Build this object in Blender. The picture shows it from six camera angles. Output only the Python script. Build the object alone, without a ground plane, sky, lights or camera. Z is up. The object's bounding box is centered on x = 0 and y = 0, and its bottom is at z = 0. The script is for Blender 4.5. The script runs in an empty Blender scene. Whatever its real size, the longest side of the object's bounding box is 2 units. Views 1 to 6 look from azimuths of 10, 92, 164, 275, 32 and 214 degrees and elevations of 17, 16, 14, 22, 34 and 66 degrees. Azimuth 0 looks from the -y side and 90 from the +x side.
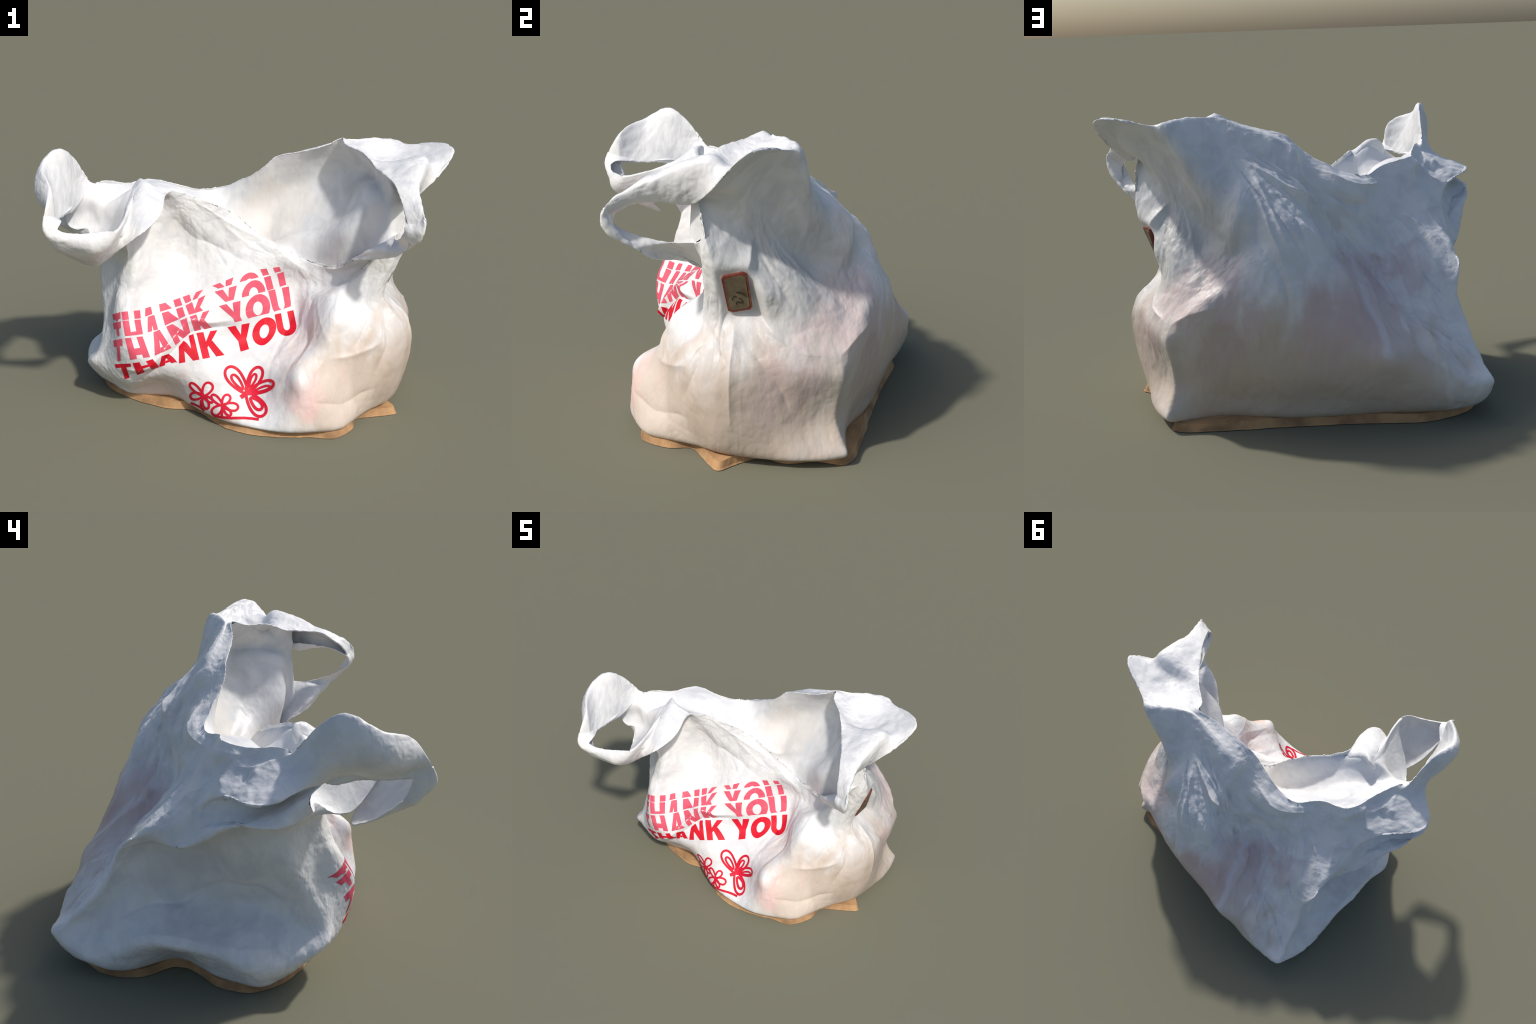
"""A crumpled white carrier bag with two loop handles, standing full of shopping.

The film is one sheet: vertical seams (columns) round the bag, each given as a
profile of control points from the foot to the mouth edge.  The two handle holes
are openings between two rows of that sheet.  A subdivision surface is fitted
through the points, folds and wrinkles are pressed into it, the film is given
thickness, and then the parts are taken apart by region.
"""
import bpy, bmesh, math, random
import numpy as np
from mathutils import Vector, noise
from mathutils.bvhtree import BVHTree

random.seed(7)
rng = np.random.default_rng(7)

# ---------------------------------------------------------------- the seams
# rows: foot, toe, shin, belly, waist, chest, shoulder, hole_low, hole_high, fold, crown, mouth
SEAMS = {
    # back wall, from the rear left corner to the rear right corner
    "rear_left_corner": [(-.549,.747,.030),(-.617,.844,.158),(-.611,.772,.238),(-.606,.599,.401),(-.596,.523,.569),(-.649,.425,.693),(-.634,.307,.782),(-.609,.197,.857),(-.589,.124,.964),(-.576,.083,1.060),(-.563,.065,1.090),(-.553,.045,1.119)],
    "rear_outer": [(-.353,.721,.030),(-.368,.811,.119),(-.392,.833,.246),(-.383,.697,.376),(-.394,.544,.486),(-.409,.466,.621),(-.409,.389,.705),(-.418,.292,.819),(-.412,.184,.906),(-.401,.106,1.019),(-.396,.086,1.052),(-.392,.065,1.087)],
    "rear_inner": [(-.171,.671,.030),(-.164,.742,.123),(-.185,.797,.252),(-.180,.796,.380),(-.189,.603,.498),(-.211,.428,.611),(-.196,.351,.710),(-.189,.283,.828),(-.231,.271,.965),(-.245,.216,1.046),(-.246,.190,1.057),(-.249,.162,1.068)],
    "rear_fold": [(-.021,.638,.030),(-.020,.697,.116),(-.020,.750,.241),(-.043,.768,.376),(-.019,.704,.530),(-.021,.588,.697),(.014,.484,.792),(.039,.424,.894),(.057,.358,.991),(.042,.247,1.107),(.013,.169,1.153),(-.002,.097,1.187)],
    "rear_middle": [(.129,.606,.030),(.127,.644,.123),(.132,.703,.248),(.135,.723,.415),(.123,.690,.582),(.102,.630,.706),(.108,.554,.859),(.121,.468,.972),(.118,.358,1.055),(.089,.233,1.214),(.086,.164,1.247),(.086,.094,1.278)],
    "rear_bulge": [(.328,.540,.030),(.327,.581,.122),(.336,.637,.256),(.336,.671,.441),(.321,.670,.634),(.309,.597,.790),(.289,.539,.933),(.302,.386,1.075),(.291,.251,1.211),(.330,.178,1.335),(.316,.130,1.339),(.302,.080,1.343)],
    "rear_shoulder": [(.558,.432,.030),(.561,.472,.144),(.564,.525,.262),(.582,.543,.447),(.568,.561,.593),(.534,.539,.703),(.448,.459,.813),(.470,.499,.985),(.438,.323,1.125),(.485,.162,1.364),(.456,.132,1.383),(.427,.100,1.397)],
    "rear_right_corner": [(.759,.424,.030),(.797,.430,.102),(.754,.389,.203),(.772,.417,.374),(.770,.419,.480),(.706,.427,.569),(.599,.378,.737),(.523,.293,.873),(.597,.305,1.095),(.699,.257,1.389),(.584,.121,1.365),(.445,.052,1.392)],
    # right side with the hole of the right handle
    "right_back": [(.788,.267,.030),(.845,.260,.078),(.806,.220,.212),(.848,.238,.411),(.819,.241,.510),(.747,.251,.619),(.691,.223,.817),(.633,.151,.969),(.690,.125,1.210),(.783,.194,1.375),(.696,.072,1.317),(.505,-.008,1.375)],
    "right_tip": [(.751,.112,.030),(.833,.110,.069),(.844,.107,.252),(.856,.089,.454),(.818,.082,.539),(.741,.098,.652),(.775,.098,.800),(.676,.049,.970),(.800,.010,1.215),(1.035,.040,1.420),(.749,-.034,1.285),(.578,-.090,1.361)],
    "right_hole_rear": [(.734,-.020,.030),(.825,-.018,.086),(.868,-.021,.281),(.859,-.047,.474),(.794,-.046,.571),(.735,-.047,.676),(.814,-.074,.865),(.766,-.193,1.202),(.766,-.193,1.202),(.831,-.165,1.157),(.893,-.087,1.390),(.647,-.204,1.304)],
    "right_hole_top": [(.704,-.126,.030),(.801,-.124,.100),(.845,-.122,.282),(.824,-.115,.483),(.753,-.106,.577),(.717,-.114,.680),(.801,-.122,.911),(.795,-.153,1.138),(.784,-.344,1.186),(.824,-.345,1.193),(.848,-.343,1.264),(.739,-.360,1.276)],
    "right_hole_nose": [(.669,-.210,.030),(.728,-.212,.116),(.784,-.210,.284),(.757,-.183,.483),(.706,-.163,.576),(.692,-.155,.685),(.783,-.144,.894),(.797,-.150,1.073),(.805,-.511,1.101),(.884,-.546,1.104),(.886,-.528,1.165),(.819,-.517,1.097)],
    "right_hole_low": [(.634,-.305,.030),(.656,-.309,.136),(.694,-.285,.285),(.687,-.276,.481),(.638,-.202,.579),(.655,-.169,.690),(.750,-.159,.874),(.786,-.159,1.020),(.767,-.332,1.006),(.804,-.382,.979),(.801,-.386,.960),(.797,-.375,.950)],
    "right_hole_front": [(.591,-.407,.030),(.606,-.395,.134),(.586,-.359,.269),(.585,-.337,.452),(.559,-.262,.599),(.578,-.172,.678),(.685,-.162,.841),(.763,-.188,.993),(.763,-.188,.993),(.675,-.315,.956),(.653,-.309,.923),(.626,-.290,.882)],
    # front
    "front_right_corner": [(.532,-.467,.030),(.546,-.475,.121),(.506,-.466,.245),(.471,-.400,.378),(.491,-.352,.555),(.448,-.241,.648),(.498,-.146,.692),(.557,-.135,.752),(.597,-.136,.804),(.527,-.160,.802),(.524,-.158,.809),(.520,-.157,.817)],
    "front_valley": [(.338,-.541,.030),(.347,-.560,.106),(.369,-.545,.236),(.342,-.473,.356),(.362,-.287,.424),(.333,-.187,.535),(.344,-.081,.616),(.369,-.067,.674),(.379,-.067,.716),(.381,-.073,.751),(.381,-.072,.759),(.378,-.071,.766)],
    "front_dip": [(.172,-.536,.030),(.170,-.523,.071),(.167,-.419,.155),(.172,-.370,.296),(.225,-.240,.385),(.248,-.098,.492),(.201,-.057,.652),(.207,-.083,.745),(.170,-.076,.814),(.127,-.045,.846),(.101,-.029,.852),(.076,-.013,.857)],
    "front_middle": [(-.010,-.505,.030),(-.006,-.515,.108),(.003,-.440,.203),(.003,-.393,.296),(-.030,-.268,.375),(-.015,-.270,.557),(-.017,-.217,.685),(-.040,-.151,.780),(-.057,-.112,.871),(-.072,-.094,.953),(-.077,-.094,.978),(-.084,-.092,1.004)],
    "front_channel": [(-.199,-.380,.030),(-.163,-.452,.094),(-.140,-.467,.171),(-.149,-.436,.277),(-.182,-.408,.411),(-.202,-.341,.545),(-.245,-.198,.645),(-.252,-.164,.796),(-.244,-.182,.907),(-.241,-.182,1.005),(-.234,-.176,1.039),(-.224,-.171,1.072)],
    "front_peak": [(-.334,-.306,.030),(-.341,-.360,.115),(-.349,-.416,.178),(-.359,-.507,.268),(-.389,-.481,.395),(-.410,-.389,.517),(-.405,-.293,.656),(-.393,-.183,.838),(-.355,-.197,.959),(-.361,-.238,1.070),(-.366,-.259,1.104),(-.367,-.279,1.134)],
    "front_cuff": [(-.520,-.324,.030),(-.531,-.368,.077),(-.532,-.468,.163),(-.524,-.523,.285),(-.513,-.548,.441),(-.510,-.472,.584),(-.490,-.410,.726),(-.501,-.357,.888),(-.507,-.302,1.062),(-.493,-.300,1.174),(-.442,-.359,1.127),(-.369,-.417,1.058)],
    "front_left_corner": [(-.623,-.280,.030),(-.647,-.332,.099),(-.685,-.431,.199),(-.653,-.457,.288),(-.605,-.470,.441),(-.590,-.450,.606),(-.546,-.398,.748),(-.549,-.387,.917),(-.575,-.323,1.071),(-.530,-.300,1.150),(-.493,-.470,1.066),(-.423,-.586,.980)],
    # left side with the hole of the left handle
    "left_hole_front": [(-.692,-.218,.030),(-.732,-.289,.098),(-.764,-.399,.221),(-.707,-.414,.299),(-.662,-.374,.468),(-.620,-.361,.665),(-.574,-.395,.841),(-.505,-.685,1.012),(-.505,-.685,1.012),(-.515,-.700,.975),(-.560,-.640,.900),(-.615,-.535,.835)],
    "left_hole_low": [(-.758,-.152,.030),(-.805,-.202,.093),(-.806,-.260,.191),(-.672,-.271,.338),(-.743,-.277,.578),(-.692,-.289,.750),(-.661,-.377,.846),(-.680,-.525,.840),(-.635,-.775,1.015),(-.650,-.790,.965),(-.675,-.700,.880),(-.690,-.540,.800)],
    "left_hole_nose": [(-.770,-.084,.030),(-.840,-.110,.109),(-.846,-.109,.216),(-.611,-.150,.347),(-.750,-.189,.599),(-.747,-.234,.778),(-.810,-.320,.855),(-.748,-.385,.920),(-.745,-.810,1.035),(-.790,-.850,1.030),(-.785,-.790,.965),(-.775,-.700,.925)],
    "left_hole_tip": [(-.728,.029,.030),(-.798,.019,.131),(-.820,-.000,.241),(-.585,-.032,.341),(-.732,-.068,.594),(-.752,-.116,.818),(-.939,-.270,.890),(-.812,-.370,.918),(-.741,-.768,1.062),(-.803,-.807,1.128),(-.779,-.763,1.215),(-.772,-.765,1.038)],
    "left_hole_top": [(-.675,.122,.030),(-.765,.126,.150),(-.807,.127,.248),(-.591,.068,.343),(-.681,.034,.593),(-.747,-.016,.835),(-1.015,-.174,.905),(-.879,-.365,.938),(-.808,-.664,1.045),(-.913,-.663,1.158),(-.887,-.642,1.278),(-.793,-.655,1.045)],
    "left_arch": [(-.576,.243,.030),(-.717,.247,.159),(-.800,.237,.257),(-.589,.167,.350),(-.616,.129,.577),(-.740,.081,.779),(-.965,-.099,.916),(-.899,-.352,.998),(-.796,-.521,1.056),(-.935,-.512,1.197),(-.851,-.485,1.359),(-.800,-.525,1.045)],
    "left_hole_rear": [(-.629,.375,.030),(-.722,.375,.134),(-.763,.364,.254),(-.580,.290,.349),(-.593,.250,.550),(-.654,.167,.732),(-.900,.002,.851),(-.853,-.395,1.040),(-.853,-.395,1.040),(-.857,-.347,1.114),(-.810,-.350,1.253),(-.815,-.405,1.035)],
    "left_overhang": [(-.689,.485,.030),(-.740,.504,.105),(-.735,.496,.203),(-.616,.444,.339),(-.578,.384,.530),(-.637,.276,.687),(-.803,.136,.736),(-.735,-.024,.970),(-1.038,-.139,.995),(-.816,-.228,1.091),(-.781,-.248,1.120),(-.752,-.267,1.151)],
    "left_rear": [(-.661,.607,.030),(-.709,.650,.102),(-.660,.647,.176),(-.595,.544,.332),(-.580,.468,.545),(-.621,.375,.660),(-.693,.270,.707),(-.714,.145,.862),(-.650,.024,.993),(-.667,-.060,1.063),(-.659,-.085,1.086),(-.651,-.111,1.116)],
}
NAMES = list(SEAMS)
COLS, ROWS, HOLE = len(NAMES), 12, 7          # the hole lies between rows 7 and 8
HOLES = [("right_hole_rear", "right_hole_front"), ("left_hole_front", "left_hole_rear")]
SUBDIV = 5
FILM = 0.005

def hole_span(pair):
    return NAMES.index(pair[0]), NAMES.index(pair[1])

# ---------------------------------------------------------------- the sheet
def sheet_cage():
    """Cage vertices and quads; hole ends share one vertex, holes have no faces."""
    P = np.array([SEAMS[n] for n in NAMES])
    ident, pts = {}, []
    ends = {i for pr in HOLES for i in hole_span(pr)}
    for c in range(COLS):
        for r in range(ROWS):
            if r == HOLE + 1 and c in ends:
                ident[c, r] = ident[c, HOLE]
            else:
                ident[c, r] = len(pts)
                pts.append(P[c, r])
    open_cols = set()
    for pr in HOLES:
        a, b = hole_span(pr)
        open_cols |= set(range(a, b))
    faces, tags = [], []
    handle_cols = {}
    for k, pr in enumerate(HOLES):
        a, b = hole_span(pr)
        for c in range(a - 1, b + 1):
            handle_cols[c] = k + 1
    for c in range(COLS):
        d = (c + 1) % COLS
        for r in range(ROWS - 1):
            if r == HOLE and c in open_cols:
                continue
            f = [ident[d, r], ident[c, r], ident[c, r + 1], ident[d, r + 1]]
            g = []
            for v in f:
                if v not in g:
                    g.append(v)
            faces.append(g)
            tags.append(handle_cols.get(c, 0) if r > HOLE else 0)
    # the closed bottom: two rings drawn in towards the middle
    foot = [ident[c, 0] for c in range(COLS)]
    centre = P[:, 0].mean(0)
    ring = foot
    for s in (.72, .36):
        new = []
        for c in range(COLS):
            q = centre + (P[c, 0] - centre) * s
            new.append(len(pts)); pts.append(np.array([q[0], q[1], .022]))
        for c in range(COLS):
            d = (c + 1) % COLS
            faces.append([ring[c], ring[d], new[d], new[c]]); tags.append(0)
        ring = new
    hub = len(pts); pts.append(np.array([centre[0], centre[1], .022]))
    for c in range(COLS):
        d = (c + 1) % COLS
        faces.append([ring[c], ring[d], hub]); tags.append(0)
    return np.array(pts), faces, tags

CRISP = [  # seam, rows it is crisp along, how crisp; and rows that are crisp across seams
    ("rear_left_corner", 1, 5, .55), ("rear_right_corner", 0, 4, .55), ("rear_fold", 3, 8, .35),
    ("rear_shoulder", 9, 10, .3), ("front_left_corner", 2, 6, .35), ("front_valley", 2, 5, .4),
]
CRISP_ACROSS = [(6, "left_arch", "left_rear", .3)]

def crisp_edges():
    """Edges of the sheet that keep a fold line, keyed by their two vertices."""
    per, out = [], {}
    ends = {i for pr in HOLES for i in hole_span(pr)}
    start = 0
    for c in range(COLS):                       # vertex numbers follow sheet_cage
        ids = []
        for r in range(ROWS):
            if r == HOLE + 1 and c in ends:
                ids.append(ids[HOLE])
            else:
                ids.append(start); start += 1
        per.append(ids)
    for name, a, b, k in CRISP:
        c = NAMES.index(name)
        for r in range(a, b):
            out[tuple(sorted((per[c][r], per[c][r + 1])))] = k
    for r, first, last, k in CRISP_ACROSS:
        for c in range(NAMES.index(first), NAMES.index(last)):
            out[tuple(sorted((per[c][r], per[c + 1][r])))] = k
    return out

def make_mesh(name, verts, faces):
    m = bpy.data.meshes.new(name)
    m.from_pydata([tuple(v) for v in verts], [], faces)
    m.update()
    return m

def add_object(name, mesh, parent=None):
    o = bpy.data.objects.new(name, mesh)
    bpy.context.scene.collection.objects.link(o)
    if parent:
        o.parent = parent
    return o

def evaluated(obj):
    dg = bpy.context.evaluated_depsgraph_get()
    dg.update()
    return bpy.data.meshes.new_from_object(obj.evaluated_get(dg))

def coords(mesh):
    a = np.empty(len(mesh.vertices) * 3)
    mesh.vertices.foreach_get("co", a)
    return a.reshape(-1, 3)

def normals(mesh):
    a = np.empty(len(mesh.vertices) * 3)
    mesh.vertices.foreach_get("normal", a)
    return a.reshape(-1, 3)

def fitted_sheet():
    target, faces, tags = sheet_cage()
    cage = target.copy()
    mesh = make_mesh("sheet", cage, faces)
    tag = mesh.attributes.new("part", "INT", "FACE")
    tag.data.foreach_set("value", tags)
    crease = mesh.attributes.new("crease_edge", "FLOAT", "EDGE")
    sharp = crisp_edges()
    for e in mesh.edges:
        a, b = tuple(e.vertices)
        crease.data[e.index].value = sharp.get((min(a, b), max(a, b)), 0.0)
    obj = add_object("sheet", mesh)
    sub = obj.modifiers.new("smooth", "SUBSURF")
    sub.levels = sub.render_levels = 1
    sub.use_limit_surface = True
    for _ in range(4):                       # pull the limit surface on to the seams
        ev = evaluated(obj)
        now = coords(ev)[:len(target)]
        bpy.data.meshes.remove(ev)
        cage += .75 * (target - now)
        mesh.vertices.foreach_set("co", cage.ravel()); mesh.update()
    sub.levels = sub.render_levels = SUBDIV
    fine = evaluated(obj)
    bpy.data.objects.remove(obj)
    return fine


# ---------------------------------------------------------------- folds and wrinkles
# each fold: height (+ ridge, - crease), half width, course
FOLDS = [
    # rear: the broad diagonal pleat from the high corner to the low one, and its companions
    (.033, .034, [(.38,.22,1.33),(.22,.38,1.10),(.05,.38,.92),(-.05,.40,.77),(-.14,.46,.66),(-.15,.64,.50),(-.14,.79,.37)]),
    (.017, .016, [(.30,.22,1.26),(.10,.36,1.05),(-.02,.34,.90),(-.12,.40,.74)]),
    (.015, .018, [(.20,.50,.96),(.06,.56,.78),(.0,.60,.62),(-.08,.74,.46)]),
    (-.024, .022, [(.14,.36,1.0),(.02,.42,.84),(-.10,.41,.68),(-.19,.52,.55)]),
    (.015, .016, [(-.25,.41,.63),(-.28,.57,.51),(-.28,.77,.38)]),
    (.017, .018, [(-.33,.42,.62),(-.35,.60,.47),(-.40,.81,.27),(-.52,.84,.18)]),
    (.012, .016, [(-.45,.45,.60),(-.48,.62,.42),(-.58,.80,.20)]),
    (.015, .018, [(.40,.30,1.20),(.33,.45,1.0),(.285,.58,.81),(.27,.62,.72)]),
    (.012, .014, [(.34,.30,1.16),(.27,.52,.92),(.24,.60,.79)]),
    (.015, .020, [(-.04,.20,1.12),(-.16,.22,1.03),(-.28,.20,1.02),(-.38,.14,1.02)]),
    (-.024, .030, [(.0,.26,1.03),(-.14,.28,.96),(-.28,.26,.94)]),
    (.012, .016, [(-.40,.15,1.0),(-.50,.25,.83),(-.60,.38,.70)]),
    # edges of the box inside
    (.012, .030, [(.80,.44,.09),(.78,.42,.30),(.77,.41,.48)]),
    (.010, .025, [(.77,.41,.49),(.69,.48,.55),(.56,.55,.60)]),
    (.012, .025, [(-.62,.84,.14),(-.62,.66,.36),(-.60,.50,.53),(-.64,.41,.68)]),
    # right end: seam under the tag, dents round it
    (.010, .014, [(.75,-.02,.66),(.83,-.04,.55),(.88,-.05,.40),(.86,-.05,.20)]),
    (-.012, .030, [(.80,.02,.56),(.86,.14,.42),(.85,.22,.24)]),
    (.010, .022, [(.76,.08,.62),(.80,.22,.53),(.78,.38,.50)]),
    (-.012, .026, [(.70,-.17,.62),(.77,-.20,.46),(.74,-.30,.26)]),
    (.009, .016, [(.72,-.14,.66),(.80,-.12,.56),(.86,-.12,.42)]),
    (-.010, .020, [(.62,-.16,.66),(.66,-.22,.56),(.60,-.35,.42)]),
    (.010, .018, [(.50,-.43,.40),(.62,-.38,.40),(.76,-.24,.45)]),
    (-.010, .024, [(.42,-.52,.20),(.60,-.46,.18),(.76,-.28,.18)]),
    # front: band below the mouth edge, hollow under it, creases across the print
    (.016, .030, [(-.32,-.25,1.11),(-.20,-.17,1.03),(-.05,-.09,.92),(.14,-.07,.84),(.27,-.10,.75),(.34,-.06,.71)]),
    (-.016, .040, [(-.38,-.26,1.0),(-.30,-.15,.89),(-.12,-.15,.82),(.06,-.13,.74)]),
    (.006, .022, [(.27,-.10,.75),(.31,-.13,.62),(.31,-.18,.45),(.22,-.34,.30)]),
    (-.007, .026, [(.37,-.10,.66),(.36,-.20,.52),(.34,-.36,.38),(.30,-.50,.20)]),
    (.006, .022, [(.38,-.12,.64),(.44,-.24,.56),(.485,-.41,.41),(.40,-.53,.31)]),
    (-.026, .020, [(-.56,-.46,.20),(-.42,-.46,.25),(-.31,-.42,.33),(-.21,-.39,.44),(-.12,-.36,.455),(.0,-.30,.45)]),
    (.020, .022, [(-.54,-.47,.26),(-.40,-.47,.30),(-.32,-.43,.38),(-.23,-.38,.49),(-.12,-.35,.49),(.02,-.29,.48)]),
    (.012, .014, [(-.33,-.42,.54),(-.24,-.38,.50),(-.10,-.33,.52)]),
    (-.008, .014, [(-.40,-.46,.44),(-.28,-.41,.43),(-.20,-.38,.36)]),
    (.008, .016, [(-.50,-.46,.62),(-.48,-.44,.74),(-.44,-.36,.92)]),
    # left end: two ridges up from the overhang, creased ledge near the floor
    (.024, .030, [(-.77,-.05,.90),(-.70,.0,.97),(-.66,-.02,1.06),(-.66,-.06,1.12)]),
    (.022, .030, [(-.83,-.09,.95),(-.77,-.16,1.04),(-.74,-.24,1.12)]),
    (-.022, .030, [(-.78,-.08,.98),(-.72,-.10,1.06)]),
    (-.014, .018, [(-.66,.60,.25),(-.64,.38,.36),(-.66,.12,.42),(-.70,-.10,.42),(-.71,-.28,.34)]),
    (.010, .022, [(-.72,.48,.22),(-.78,.24,.28),(-.83,0,.28),(-.80,-.24,.26)]),
    (.010, .016, [(-.65,.33,.76),(-.62,.26,.82),(-.60,.17,.92)]),
]

def pleats():
    """Fine crinkles fanning out from where the film is pulled tight."""
    out = []
    def fan(count, start, spread0, end, spread1, height, width):
        for _ in range(count):
            a = np.array(start) + rng.normal(size=3) * spread0
            b = np.array(end) + rng.normal(size=3) * np.array(spread1)
            m = (a + b) / 2 + rng.normal(size=3) * .05
            out.append((height * rng.choice((-1, 1)) * rng.uniform(.5, 1.1), width * rng.uniform(.6, 1.1), [tuple(a), tuple(m), tuple(b)]))
    fan(18, (.36, .26, 1.24), .05, (-.06, .55, .62), (.15, .04, .10), .012, .014)
    fan(14, (.08, .30, 1.06), .05, (-.25, .48, .58), (.13, .05, .10), .010, .012)
    fan(14, (-.30, .18, 1.0), .06, (-.42, .55, .50), (.12, .08, .08), .009, .012)
    fan(10, (-.20, .50, .56), .07, (-.50, .80, .22), (.10, .03, .06), .010, .012)
    fan(8, (.66, .05, 1.10), .05, (.62, .30, .70), (.08, .08, .06), .005, .013)
    fan(8, (.75, -.12, .80), .04, (.80, -.10, .45), (.06, .14, .08), .005, .012)
    fan(8, (-.70, -.02, 1.0), .05, (-.72, .20, .76), (.05, .12, .04), .005, .012)
    fan(8, (-.20, -.20, .90), .08, (-.10, -.28, .66), (.20, .03, .10), .005, .012)
    fan(6, (.30, -.12, .66), .03, (.34, -.42, .26), (.05, .05, .06), .004, .012)
    return out

def catmull(P, n, axis=0):
    """Smooth curve of n points through control points along one axis of an array."""
    P = np.moveaxis(np.asarray(P, float), axis, 0)
    k = len(P); out = []
    for s in np.linspace(0, k - 1, n):
        i = min(int(s), k - 2); t = s - i
        p0, p1, p2, p3 = P[max(i - 1, 0)], P[i], P[i + 1], P[min(i + 2, k - 1)]
        out.append(.5 * (2 * p1 + (p2 - p0) * t + (2 * p0 - 5 * p1 + 4 * p2 - p3) * t * t + (3 * p1 - p0 - 3 * p2 + p3) * t ** 3))
    return np.moveaxis(np.array(out), 0, axis)

def distance_to_course(P, course):
    """Distance of points to a polyline and the place along it, 0 to 1."""
    course = np.array(course, float)
    seg = np.linalg.norm(np.diff(course, axis=0), axis=1)
    start = np.concatenate([[0], np.cumsum(seg)])
    best = np.full(len(P), 9.0); along = np.zeros(len(P))
    for k in range(len(seg)):
        a, ab = course[k], course[k + 1] - course[k]
        t = np.clip(((P - a) @ ab) / (ab @ ab), 0, 1)
        d = np.linalg.norm(P - (a + t[:, None] * ab), axis=1)
        near = d < best
        best[near] = d[near]
        along[near] = (start[k] + t[near] * seg[k]) / start[-1]
    return best, along

def crinkle(p, scale):
    """Flat facets meeting in sharp valleys: gap between the two nearest cell centres."""
    d = noise.voronoi(Vector(p) * scale)[0]
    return d[1] - d[0]

TAG = [Vector(p) for p in ((.790, -.079, .858), (.777, .028, .876), (.736, .048, .700), (.718, -.056, .676))]

def flatten_behind_tag(P):
    """The film lies flat against the back of the stiff tag."""
    tl, tr, br, bl = (np.array(c) for c in TAG)
    out = np.cross(bl - tl, tr - tl); out /= np.linalg.norm(out)
    out = out if out[0] > 0 else -out
    ax, ay = tr - tl, bl - tl
    rel = P - tl
    s, t, h = rel @ ax / (ax @ ax), rel @ ay / (ay @ ay), rel @ out
    away = np.maximum(np.maximum(-s, s - 1), np.maximum(-t, t - 1) * 1.4)
    weight = np.clip(1 - away / .55, 0, 1) * (np.abs(h) < .12)
    weight = weight * weight * (3 - 2 * weight)
    return P - out * ((h + .006) * weight)[:, None]

def wrinkle(mesh):
    P, N = coords(mesh), normals(mesh)
    lift = np.zeros(len(P))
    skin = BVHTree.FromPolygons(P.tolist(), [tuple(p.vertices) for p in mesh.polygons])
    for height, width, course in FOLDS + pleats():
        c = catmull(course, 6 * len(course) - 5)
        course = [tuple(skin.find_nearest(Vector(q))[0]) for q in c]     # laid on to the film
        near = np.nonzero(np.all((P > np.min(course, 0) - 4 * width) & (P < np.max(course, 0) + 4 * width), axis=1))[0]
        d, t = distance_to_course(P[near], course)
        taper = np.clip(np.minimum(t, 1 - t) / .2, .15, 1)
        lift[near] += height * taper * np.exp(-(d / width) ** 1.15)
    crumple = np.empty(len(P))
    for i, p in enumerate(P):
        v = Vector(p)
        w = v + .06 * noise.noise_vector(v * 5)
        w.z *= .75
        taut = .40 + .60 * min(max((p[2] - .42) / .35, 0), 1) if p[0] > -.45 else .8
        crumple[i] = .005 * noise.noise(v * 6) + taut * (.011 * (crinkle(w, 6.5) - .3) + .005 * (crinkle(w, 17) - .3) + .0022 * (crinkle(w, 44) - .3))
    soft = np.clip(P[:, 2] / .08, .2, 1)
    P = flatten_behind_tag(P + N * ((lift + crumple) * soft)[:, None])
    mesh.vertices.foreach_set("co", P.ravel()); mesh.update()

def ragged_hem(mesh):
    """The cut edges of the mouth and handle holes are torn and uneven."""
    bm = bmesh.new(); bm.from_mesh(mesh)
    moves = []
    for v in bm.verts:
        if v.is_boundary:
            inner = [e.other_vert(v).co for e in v.link_edges if not e.is_boundary]
            if inner:
                inward = (sum(inner, Vector()) / len(inner) - v.co)
                if inward.length > 1e-6:
                    p = v.co * 46
                    bite = .0035 * noise.noise(p) + .0022 * noise.noise(p * 2.3 + Vector((5, 5, 5)))
                    moves.append((v, inward.normalized() * bite))
    for v, d in moves:
        v.co += d
    bm.to_mesh(mesh); bm.free()

# ---------------------------------------------------------------- node helpers
def new_material(name):
    m = bpy.data.materials.new(name); m.use_nodes = True
    nt = m.node_tree
    return m, nt, nt.nodes["Principled BSDF"]

def mix_colour(nt, fac, a, b, blend="MIX"):
    n = nt.nodes.new("ShaderNodeMix"); n.data_type = "RGBA"; n.blend_type = blend
    for sock, v in ((n.inputs["Factor"], fac), (n.inputs["A"], a), (n.inputs["B"], b)):
        if hasattr(v, "links"):
            nt.links.new(v, sock)
        elif isinstance(v, (int, float)):
            sock.default_value = v
        else:
            sock.default_value = (*v, 1)
    return n.outputs["Result"]

def noise_tex(nt, coord, scale, detail=4, distortion=0.0):
    n = nt.nodes.new("ShaderNodeTexNoise")
    n.inputs["Scale"].default_value = scale
    n.inputs["Detail"].default_value = detail
    n.inputs["Distortion"].default_value = distortion
    nt.links.new(coord, n.inputs["Vector"])
    return n

def map_range(nt, value, a, b, c=0.0, d=1.0):
    n = nt.nodes.new("ShaderNodeMapRange"); n.interpolation_type = "SMOOTHSTEP"
    nt.links.new(value, n.inputs["Value"])
    for k, v in zip(("From Min", "From Max", "To Min", "To Max"), (a, b, c, d)):
        n.inputs[k].default_value = v
    return n.outputs["Result"]

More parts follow.
